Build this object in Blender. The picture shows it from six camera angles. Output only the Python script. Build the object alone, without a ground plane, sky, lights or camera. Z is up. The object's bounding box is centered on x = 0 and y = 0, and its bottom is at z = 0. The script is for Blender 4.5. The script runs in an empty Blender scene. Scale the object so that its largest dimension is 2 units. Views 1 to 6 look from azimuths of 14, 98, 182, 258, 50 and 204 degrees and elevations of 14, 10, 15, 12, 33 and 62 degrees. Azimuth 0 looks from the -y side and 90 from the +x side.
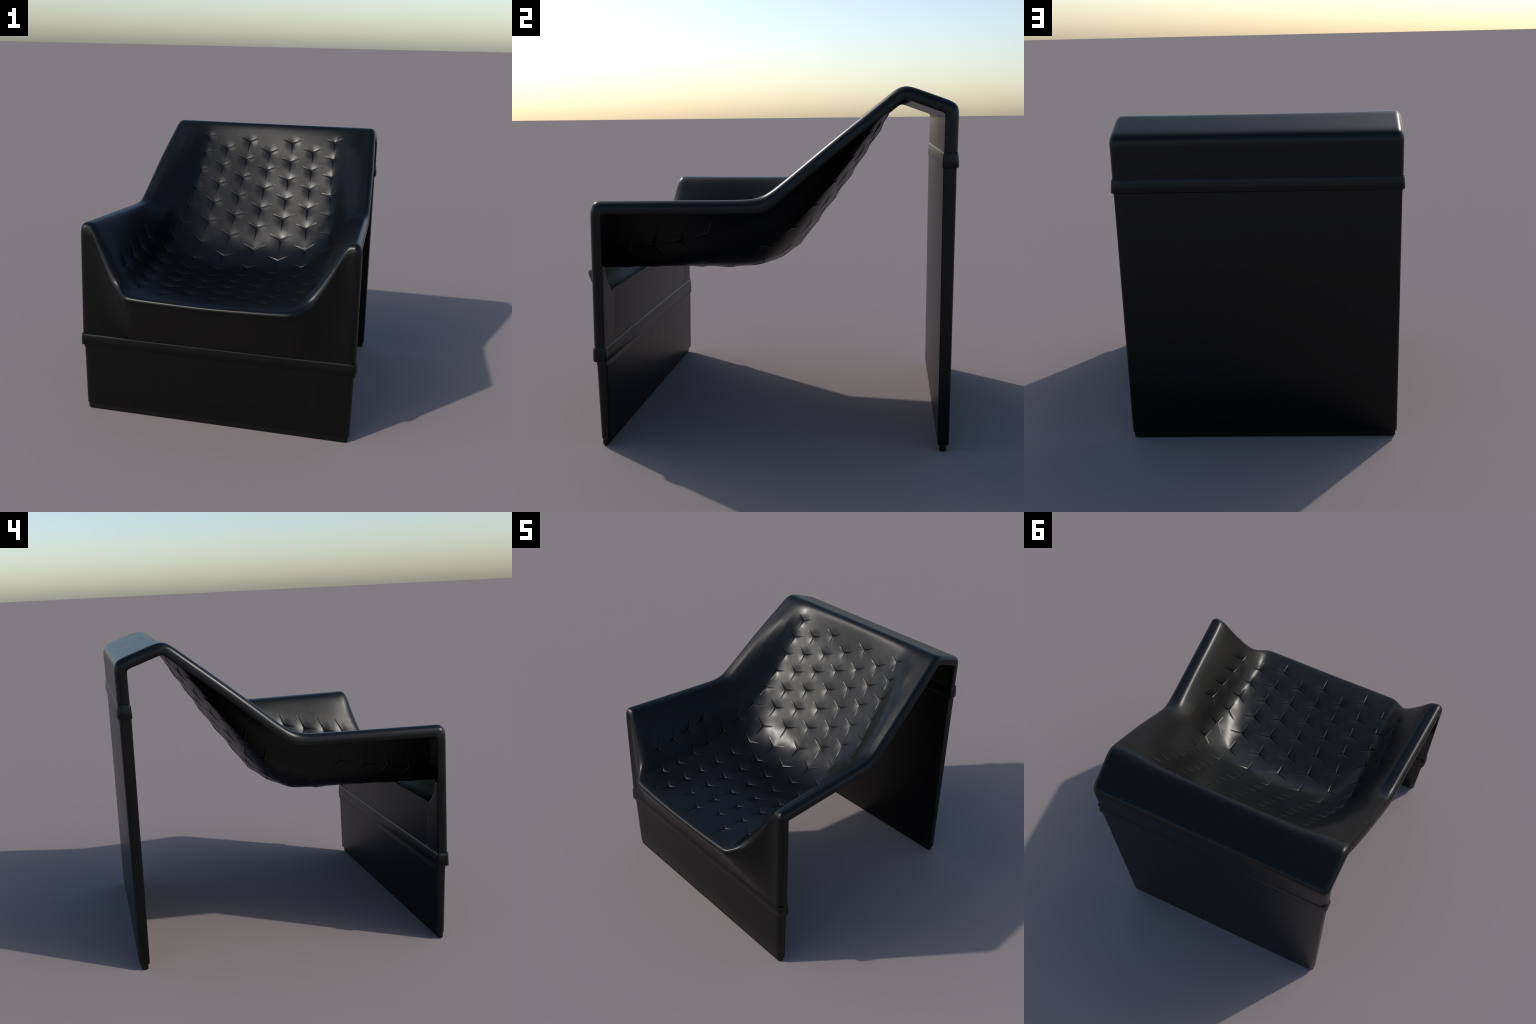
"""Moulded black lounge chair: one thin dished shell with a turned-down rim,
hollow underneath, standing on a wide front panel and a wide rear panel."""
import bpy, math
import numpy as np

# ------------------------------------------------------------------ materials
def black_leather(name, base, rough, grain, streak):
    m = bpy.data.materials.new(name); m.use_nodes = True
    nt = m.node_tree; N = nt.nodes; L = nt.links
    b = N["Principled BSDF"]
    b.inputs["Specular IOR Level"].default_value = 0.28
    tc = N.new("ShaderNodeTexCoord")
    mp = N.new("ShaderNodeMapping")
    mp.inputs["Scale"].default_value = streak
    L.new(tc.outputs["Object"], mp.inputs["Vector"])
    big = N.new("ShaderNodeTexNoise")            # cloudy wear in the gloss
    big.inputs["Scale"].default_value = 22.0
    big.inputs["Detail"].default_value = 6.0
    big.inputs["Roughness"].default_value = 0.65
    L.new(mp.outputs["Vector"], big.inputs["Vector"])
    r = N.new("ShaderNodeMapRange")
    r.inputs["From Min"].default_value = 0.3
    r.inputs["From Max"].default_value = 0.7
    r.inputs["To Min"].default_value = rough - 0.035
    r.inputs["To Max"].default_value = rough + 0.035
    L.new(big.outputs["Fac"], r.inputs["Value"])
    L.new(r.outputs["Result"], b.inputs["Roughness"])
    ramp = N.new("ShaderNodeMix"); ramp.data_type = 'RGBA'
    ramp.inputs[6].default_value = (*[c * 0.85 for c in base], 1)
    ramp.inputs[7].default_value = (*[c * 1.15 for c in base], 1)
    L.new(big.outputs["Fac"], ramp.inputs[0])
    L.new(ramp.outputs[2], b.inputs["Base Color"])
    fine = N.new("ShaderNodeTexVoronoi")         # fine leather grain
    fine.inputs["Scale"].default_value = 260.0
    L.new(mp.outputs["Vector"], fine.inputs["Vector"])
    bump = N.new("ShaderNodeBump")
    bump.inputs["Strength"].default_value = grain
    bump.inputs["Distance"].default_value = 0.0006
    L.new(fine.outputs["Distance"], bump.inputs["Height"])
    L.new(bump.outputs["Normal"], b.inputs["Normal"])
    return m

BASE = (0.0007, 0.0007, 0.0007)
MAT_SHELL = black_leather("black_shell", BASE, 0.33, 0.10, (1, 1, 1))
MAT_PANEL = black_leather("black_panel", BASE, 0.35, 0.10, (3.0, 3.0, 0.35))
MAT_FOOT = black_leather("black_foot", (0.001, 0.001, 0.001), 0.55, 0.05, (1, 1, 1))

# ------------------------------------------------------- longitudinal profiles
# Stations run along the sheet: band, front lip, twelve tuft rows of seat and
# back, crest, rear corner, rear band.  A profile is (x, y, z) per station.
T_ST = np.array([-2.6, -2.2, -1.0] + list(range(12)) + [12.6, 14.3, 15.7, 16.1])
SIG = np.array([.02, .02, .040] + [.03] * 4 + [.045, .06, .055, .045] + [.03] * 4 + [.038, .03, .02, .02])
U_COL = np.array([0.0, 2.0, 3.0, 4.0, 4.65, 5.25, 5.6])
RIM, FLANGE = 0.040, 0.066           # rounding of the rim, depth of its skirt

def half_width(y):
    return np.interp(y, [-.83, .06, .40, .72, 1.0], [.922, .854, .827, .792, .783])

TAIL = [(.724, 1.857), (.993, 1.759), (.991, 1.545), (.989, 1.440)]     # crest .. rear band (y, z)
mid = [(0, -.828, .44), (0, -.838, .545), (0, -1.021, .871),
       (0, -.829, .886), (0, -.672, .876), (0, -.515, .873), (0, -.352, .870), (0, -.183, .868),
       (0, -.018, .876), (0, .139, .972), (0, .238, 1.116), (0, .337, 1.248), (0, .432, 1.383),
       (0, .514, 1.513), (0, .597, 1.638)] + [(0, y, z) for y, z in TAIL]
tuft2 = [(.337, -.828, .44), (.337, -.838, .545), (.337, -1.019, .876),
         (.337, -.840, .896), (.346, -.685, .893), (.354, -.533, .894), (.369, -.371, .896), (.384, -.201, .898),
         (.398, -.024, .916), (.394, .107, 1.014), (.375, .218, 1.148), (.363, .313, 1.277), (.355, .407, 1.409),
         (.347, .495, 1.536), (.340, .583, 1.664)] + [(.335, y, z) for y, z in TAIL]
tuft3 = [(.515, -.828, .44), (.515, -.838, .545), (.515, -1.014, .882),
         (.508, -.843, .908), (.514, -.697, .913), (.526, -.547, .925), (.539, -.390, .942), (.551, -.231, .970),
         (.559, -.072, 1.015), (.559, .080, 1.090), (.543, .195, 1.200), (.527, .302, 1.318), (.513, .404, 1.442),
         (.505, .487, 1.566), (.500, .573, 1.688)] + [(.495, y, z) for y, z in TAIL]
tuft4 = [(.66, -.828, .44), (.66, -.838, .545), (.632, -.928, .920),
         (.625, -.850, 1.000), (.626, -.721, 1.024), (.630, -.576, 1.050), (.640, -.425, 1.077), (.648, -.274, 1.110),
         (.656, -.120, 1.155), (.655, .025, 1.215), (.648, .150, 1.290), (.640, .256, 1.398), (.630, .358, 1.502),
         (.622, .453, 1.605), (.616, .549, 1.712)] + [(.610, y, z) for y, z in TAIL]
arm = [(-.828, .44), (-.838, .545), (-.826, 1.301),
       (-.765, 1.297), (-.650, 1.297), (-.530, 1.297), (-.405, 1.297), (-.275, 1.297),
       (-.130, 1.297), (.030, 1.299), (.135, 1.380), (.244, 1.472), (.353, 1.562),
       (.453, 1.643), (.554, 1.723)] + TAIL
edge = [(half_width(y) - RIM, y, z) for y, z in arm]
# just inside the rim the sheet is still level, then rolls over a full shoulder
inrim = [(half_width(y) - RIM - .042, y, z) for y, z in arm]
PROFILES = [np.array(p, float) for p in (mid, tuft2, tuft3, tuft4, tuft4, inrim, edge)]
PROFILES[2][9:15] += np.array([0, .009, -.007])
PROFILES[1][9:15] += np.array([0, .008, -.006])
PROFILES[5][:, 2] -= np.array([0, 0, .006] + [.004] * 7 + [.002] * 5 + [0] * 4)
PROFILES[5][2, 1] += .004
PROFILES[4] = .48 * PROFILES[3] + .52 * PROFILES[5]
PROFILES[4][:, 1] -= np.array([0, 0, -.008] + [0] * 6 + [.006] * 6 + [0] * 4)     # shoulder
PROFILES[4][:, 2] += np.array([0, 0, -.022, -.008] + [.004] * 6 + [.003, .002, .001, 0, 0] + [0] * 4)
PROFILES[4][:, 0] -= np.array([0, 0, 0] + [.004] * 12 + [0] * 4)

def rounded(ctrl, sigma_scale=1.0, t_out=None):
    """Polyline through ctrl with its corners rounded: Gaussian along arc length."""
    d = np.r_[0, np.cumsum(np.linalg.norm(np.diff(ctrl, axis=0), axis=1))]
    s = np.linspace(0, d[-1], 1300)
    step = s[1] - s[0]
    pad = 60
    P = np.stack([np.interp(s, d, ctrl[:, c]) for c in range(3)], 1)
    head = P[0] - np.arange(pad, 0, -1)[:, None] * (P[1] - P[0])
    tail = P[-1] + np.arange(1, pad + 1)[:, None] * (P[-1] - P[-2])
    Q = np.vstack([head, P, tail])
    sq = (np.arange(len(Q)) - pad) * step
    sig = np.interp(s, d, SIG) * sigma_scale
    W = np.exp(-.5 * ((s[:, None] - sq[None]) / sig[:, None]) ** 2)
    W /= W.sum(1, keepdims=True)
    R = W @ Q
    so = np.interp(t_out, T_ST, d)
    return np.stack([np.interp(so, s, R[:, c]) for c in range(3)], 1)

def pchip(x, Y, xi, start):
    """Monotone cubic through (x, Y[k]) evaluated at xi; Y is K x M."""
    h = np.diff(x)[:, None]; dl = np.diff(Y, axis=0) / h
    m = np.zeros_like(Y)
    w1 = 2 * h[1:] + h[:-1]; w2 = h[1:] + 2 * h[:-1]
    same = dl[:-1] * dl[1:] > 0
    with np.errstate(divide='ignore', invalid='ignore'):
        hm = (w1 + w2) / (w1 / dl[:-1] + w2 / dl[1:])
    m[1:-1] = np.where(same, hm, 0)
    m[-1] = dl[-1]; m[0] = start(dl[0])
    i = np.clip(np.searchsorted(x, xi, side='right') - 1, 0, len(x) - 2)
    tt = ((xi - x[i]) / (x[i + 1] - x[i]))[:, None]; hh = (x[i + 1] - x[i])[:, None]
    a = 2 * tt**3 - 3 * tt**2 + 1; b = tt**3 - 2 * tt**2 + tt
    c = -2 * tt**3 + 3 * tt**2; d = tt**3 - tt**2
    return a * Y[i] + b * hh * m[i] + c * Y[i + 1] + d * hh * m[i + 1]

# ----------------------------------------------------------------- the surface
t = np.r_[np.linspace(-2.6, -2.2, 8)[:-1], np.linspace(-2.2, -1.35, 60)[:-1], np.linspace(-1.35, -.3, 70)[:-1],
          np.linspace(-.3, 12.2, 655)[:-1], np.linspace(12.2, 14.8, 76)[:-1], np.linspace(14.8, 16.1, 24)]
NJ = len(t)
uh = np.linspace(0, 4.4, 261)
uh = np.r_[uh, np.linspace(4.4, 4.9, 16)[1:]]
uh = np.r_[uh, np.linspace(4.9, 5.6, 26)[1:]]
cols = np.stack([rounded(p, 1.0, t) for p in PROFILES])                # K x NJ x 3
def level(d):                       # on the centre line only x keeps a slope
    d = d.reshape(-1, 3).copy(); d[:, 1:] = 0
    return d.ravel()
half = pchip(U_COL, cols.reshape(len(U_COL), -1), uh, level).reshape(len(uh), NJ, 3)
# symmetric in x: mid profile has a horizontal cross tangent in y and z
half[0, :, 0] = 0
for it in range(36):                                                    # soften across
    k = half.copy()
    half[1:-1] = .25 * k[:-2] + .5 * k[1:-1] + .25 * k[2:]
    half[0, :, 1:] = .5 * k[0, :, 1:] + .5 * k[1, :, 1:]
mirror = half[:0:-1].copy(); mirror[..., 0] *= -1
O = np.concatenate([mirror, half]).transpose(1, 0, 2)                   # NJ x NI x 3
u = np.r_[-uh[:0:-1], uh]
NI = len(u)

def grid_normals(G):
    dj = np.gradient(G, axis=0); di = np.gradient(G, axis=1)
    n = np.cross(di, dj)
    return n / (np.linalg.norm(n, axis=2, keepdims=True) + 1e-12)

# three-armed tuft creases pressed into the sheet
def tufts(uu, rr):
    A_U, A_R = .178, .158
    depth = np.zeros((2,) + uu.shape)
    pos = []
    for k in range(-4, 5):
        if abs(k) == 4: rows = [1, 2, 3, 4]
        elif k % 2: rows = [i + .5 for i in range(12)]
        else: rows = list(range(12))
        pos += [(k, r) for r in rows]
    for k, r in pos:
        j0, j1 = np.searchsorted(t, [r - .75, r + .75]); i0, i1 = np.searchsorted(u, [k - .7, k + .7])
        a = (uu[j0:j1, i0:i1] - k) * A_U; b = (rr[j0:j1, i0:i1] - r) * A_R
        rho = np.hypot(a, b)
        dd = DIMPLE * np.clip(1 - rho / .078, 0, 1) ** 2
        cr = np.zeros_like(dd)
        for ang in (25, 155, 270):
            ca, sa = math.cos(math.radians(ang)), math.sin(math.radians(ang))
            l = a * ca + b * sa; q = np.abs(-a * sa + b * ca)
            f = np.clip(l / ARM, 0, 1)
            fall = np.where(l < 0, np.clip(1 + l / .006, 0, 1), (1 - f) ** .5) * (l < ARM)
            wd = .0062 * (1 - .72 * f)
            v = np.sqrt((q / wd) ** 2 + .03) - .17
            cr = np.maximum(cr, CREASE * fall * np.clip(1 - v, 0, 1))
        dd = np.stack([dd, cr])
        depth[:, j0:j1, i0:i1] = np.maximum(depth[:, j0:j1, i0:i1], dd)
    return depth
DIMPLE, CREASE, ARM = .0072, .0052, .088
uu, rr = np.meshgrid(u, t)
nrm = grid_normals(O)
def ease(v):
    v = np.clip(v, 0, 1); return v * v * (3 - 2 * v)
settle = (.009 + .003 * np.exp(-((rr - 5.4) / .9) ** 2)) * ease((4.8 - np.abs(uu)) / 1.2) * ease((rr + 1.2) / 1.4) * ease((12.7 - rr) / 2.2)
hollow, folds = tufts(uu, rr)
relief = hollow + folds
O = O - nrm * settle[..., None]
nrm = grid_normals(O)
BACK = O - nrm * (.008 + .25 * hollow + .85 * folds)[..., None]      # underside echoes the tufts softly
O = O - nrm * relief[..., None]

# ------------------------------------------------------------- rim and underside
ectrl = np.array([(0, y, z) for y, z in arm])
def mitre(P, d):
    """Offset a polyline in the y-z plane inwards by d with sharp corners."""
    v = np.diff(P[:, 1:], axis=0); v /= np.linalg.norm(v, axis=1, keepdims=True)
    n = np.stack([v[:, 1], -v[:, 0]], 1)                # right of travel = inside
    n = np.vstack([n[:1], n, n[-1:]])
    b = n[:-1] + n[1:]
    b = b / (np.sum(b * b, 1, keepdims=True)) * 2
    Q = P.copy(); Q[:, 1:] += b * d
    return Q
E = rounded(ectrl, 1.0, t)
E_in = rounded(mitre(ectrl, FLANGE), .35, t)
X = half_width(E[:, 1])
ring = []
for ph in np.linspace(0, 90, 11)[1:]:
    a = math.radians(ph); ring.append((RIM * (1 - math.sin(a)), RIM * (1 - math.cos(a))))
ring += [(0, RIM + .008), (0, FLANGE - .010), (.0015, FLANGE - .004), (.005, FLANGE - .0008)]
def edge_pt(inset, h):
    f = h / FLANGE
    yz = E[:, 1:] * (1 - f) + E_in[:, 1:] * f
    return np.column_stack([X - inset, yz])
side = np.stack([edge_pt(i, h) for i, h in ring], 1)                    # NJ x nr x 3
left = side[:, ::-1].copy(); left[..., 0] *= -1
OUT = np.concatenate([left, O, side], 1)

thin = BACK
dist = np.abs(X[:, None] - np.abs(O[..., 0]))
thick = np.empty_like(O)
thick[..., 0] = O[..., 0]
thick[..., 1] = E_in[:, None, 1]; thick[..., 2] = E_in[:, None, 2]
front = (t < -.99)[:, None] & np.ones((1, NI), bool)
flat_z = np.minimum(O[..., 2], E_in[:, None, 2])
edge_f = np.clip((dist - .03) / .05, 0, 1)
thick[..., 2] = np.where(front, flat_z * edge_f + E_in[:, None, 2] * (1 - edge_f), thick[..., 2])
lipw = np.interp(O[..., 2], [.815, .832, .86, .95, 1.1], [.16, .125, .108, .055, .026])
lipw = np.where((t < -.99)[:, None], lipw, .026)
def soft(v, w): return np.clip(.5 + v / w, 0, 1)
m_edge = soft(lipw - dist, .006)
m_front = np.where(t < -.99, 1, 0)[:, None] * soft(.822 - O[..., 2], .010)
m_rear = soft(t - 12.8, .08)[:, None] * np.ones((1, NI))
# the hollow behind the front lip opens with rounded corners
p_, q_, rc = O[..., 2] - .548, dist - lipw, .03
hole = np.where((p_ < rc) & (q_ < rc), rc - np.hypot(rc - p_, rc - q_), np.minimum(p_, q_))
m_front = np.where(t < -.99, 1, 0)[:, None] * soft(-hole, .004)
m = np.maximum(np.maximum(m_edge, m_front), m_rear)[..., None]
INN = thin * (1 - m) + thick * m
keep = np.r_[0:46, 46:NI - 46:2, NI - 46:NI]
INN = INN[:, keep]; u_in = u[keep]; NK = len(keep)

# ------------------------------------------------------------------- mesh helper
def make_object(name, V, F, mat, parent, normals=None, smooth_angle=None):
    me = bpy.data.meshes.new(name)
    me.from_pydata(V.tolist() if hasattr(V, "tolist") else V, [], F.tolist() if hasattr(F, "tolist") else F)
    me.materials.append(mat)
    me.update()
    for p in (me.polygons,):
        p.foreach_set("use_smooth", np.ones(len(p), bool))
    if smooth_angle is not None:
        me.set_sharp_from_angle(angle=math.radians(smooth_angle))
    if normals is not None:
        me.normals_split_custom_set_from_vertices(normals.tolist())
    ob = bpy.data.objects.new(name, me)
    bpy.context.scene.collection.objects.link(ob)
    ob.parent = parent
    return ob

root = bpy.data.objects.new("lounge_chair", None)
bpy.context.scene.collection.objects.link(root)
root["label"] = "black moulded lounge chair with tufted scoop seat"
root["category"] = "chair"

# full shell, then cut into named regions with shared normals
NO = OUT.shape[1]
nr = len(ring)
V = np.concatenate([OUT.reshape(-1, 3), INN.reshape(-1, 3)])
base_in = NJ * NO
jo, io = np.meshgrid(np.arange(NJ - 1), np.arange(NO - 1), indexing='ij')
a = jo * NO + io
FO = np.stack([a, a + 1, a + NO + 1, a + NO], -1).reshape(-1, 4)
ji, ii = np.meshgrid(np.arange(NJ - 1), np.arange(NK - 1), indexing='ij')
b = base_in + ji * NK + ii
FI = np.stack([b, b + NK, b + NK + 1, b + 1], -1).reshape(-1, 4)
j = np.arange(NJ - 1)
FS1 = np.stack([j * NO, j * NO + NO, base_in + (j + 1) * NK, base_in + j * NK], -1)
FS2 = np.stack([j * NO + NO - 1, base_in + j * NK + NK - 1, base_in + (j + 1) * NK + NK - 1, (j + 1) * NO + NO - 1], -1)
F = np.concatenate([FO, FI, FS1, FS2])
row = np.concatenate([jo.ravel(), ji.ravel(), j, j])
ucol = np.concatenate([np.r_[-np.ones(nr) * 6, u, np.ones(nr) * 6][io.ravel()], u_in[ii.ravel()], -6 * np.ones(NJ - 1), 6 * np.ones(NJ - 1)])
# vertex normals of the whole body: area-weighted
fn = np.cross(V[F[:, 2]] - V[F[:, 0]], V[F[:, 3]] - V[F[:, 1]])
VN = np.zeros_like(V)
for c in range(4):
    np.add.at(VN, F[:, c], fn)
VN /= np.linalg.norm(VN, axis=1, keepdims=True) + 1e-20
tm = .5 * (t[row] + t[np.minimum(row + 1, NJ - 1)])
region = np.full(len(F), 1)                       # seat
region[tm < -.98] = 0                             # front apron
region[tm > 5.9] = 2                              # backrest
region[tm > 12.95] = 3                             # rear apron
arm_mask = (tm >= -.98) & (tm <= 5.9) & (np.abs(ucol) > 4.35)
region[arm_mask & (ucol < 0)] = 4
region[arm_mask & (ucol > 0)] = 5
for rid, nm in ((0, "front_apron"), (1, "seat"), (2, "backrest"), (3, "rear_apron"), (4, "armrest"), (5, "armrest")):
    f = F[region == rid]
    ids, inv = np.unique(f, return_inverse=True)
    make_object(nm, V[ids], inv.reshape(-1, 4), MAT_SHELL, root, normals=VN[ids])

# ------------------------------------------------------- panels, cuff bands, feet
def rounded_rect(hx, y0, y1, r, n=6):
    cy, hy = (y0 + y1) / 2, (y1 - y0) / 2
    pts = []
    for sx, sy, a0 in ((1, 1, 0), (-1, 1, 90), (-1, -1, 180), (1, -1, 270)):
        outer = (sy < 0) == (cy < 0)                 # outward corners are rounder
        rx = r if outer else .35 * r
        ry = min(.75 * rx, hy * .98)
        for k in range(n + 1):
            an = math.radians(a0 + 90 * k / n)
            pts.append((sx * (hx - rx) + rx * math.cos(an), cy + sy * (hy - ry) + ry * math.sin(an)))
    return pts

def loft(name, sections, mat, parent=None, n=6, angle=35):
    """sections: list of (z, half width, y min, y max, corner radius)."""
    V, F = [], []
    for z, hx, y0, y1, r in sections:
        V += [(x, y, z) for x, y in rounded_rect(hx, y0, y1, r, n)]
    m = 4 * (n + 1)
    for s in range(len(sections) - 1):
        for k in range(m):
            F.append((s * m + k, s * m + (k + 1) % m, (s + 1) * m + (k + 1) % m, (s + 1) * m + k))
    F.append(tuple(range(m))[::-1])
    F.append(tuple(range((len(sections) - 1) * m, len(sections) * m)))
    return make_object(name, V, F, mat, parent or root, smooth_angle=angle)

def panel(name, z0, z1, hx, ya, yb, r):
    """hx, ya, yb are (bottom, top) pairs; bottom edge is rounded."""
    S = []
    e = .008
    for z, ins in ((z0, e), (z0 + .0015, e * .45), (z0 + .004, e * .15), (z0 + e, 0)):
        S.append((z, hx[0] - ins, ya[0] + ins, yb[0] - ins, r))
    for f in (.25, .5, .75, 1):
        S.append((z0 + e + (z1 - z0 - e) * f, *(p[0] + (p[1] - p[0]) * f for p in (hx, ya, yb)), r))
    return loft(name, S, MAT_PANEL)

loft("apron_lining", [(.515, .80, -.7800, -.7724, .004), (.814, .80, -.7765, -.7681, .004), (.821, .797, -.7758, -.7687, .003),
                      (.825, .792, -.7745, -.7705, .0015)], MAT_SHELL)
front_leg = panel("front_leg", .034, .50, (.904, .913), (-.826, -.832), (-.772, -.766), .046)
rear_leg = panel("rear_leg", .034, 1.49, (.768, .777), (.929, .922), (.988, .988), .022)
loft("foot", [(0, .888, -.812, -.792, .016), (.002, .892, -.816, -.789, .020), (.008, .895, -.819, -.787, .026), (.040, .895, -.819, -.787, .026)], MAT_FOOT, front_leg)
loft("foot", [(0, .753, .944, .970, .010), (.002, .757, .941, .973, .012), (.008, .760, .939, .976, .014), (.040, .760, .939, .976, .014)], MAT_FOOT, rear_leg)

def cuff(name, z0, z1, hx, ya, yb, swell_top, swell_bot):
    S = []
    for z, d in ((z0 + .002, -.012), (z0, swell_bot - .006), (z0 + .0015, swell_bot - .002), (z0 + .006, swell_bot),
                 (z0 + .5 * (z1 - z0), .5 * (swell_bot + swell_top)), (z1 - .014, swell_top),
                 (z1 - .009, swell_top - .0008), (z1 - .004, swell_top - .0025), (z1, swell_top - .005), (z1 + .001, -.010)):
        S.append((z, hx + d, ya - d, yb + d, .036 if d > 0 else .012))
    return loft(name, S, MAT_SHELL, angle=50)

cuff("front_band", .465, .542, .924, -.838, -.768, .003, .005)
cuff("rear_band", 1.452, 1.530, .784, .924, .992, .003, .007)
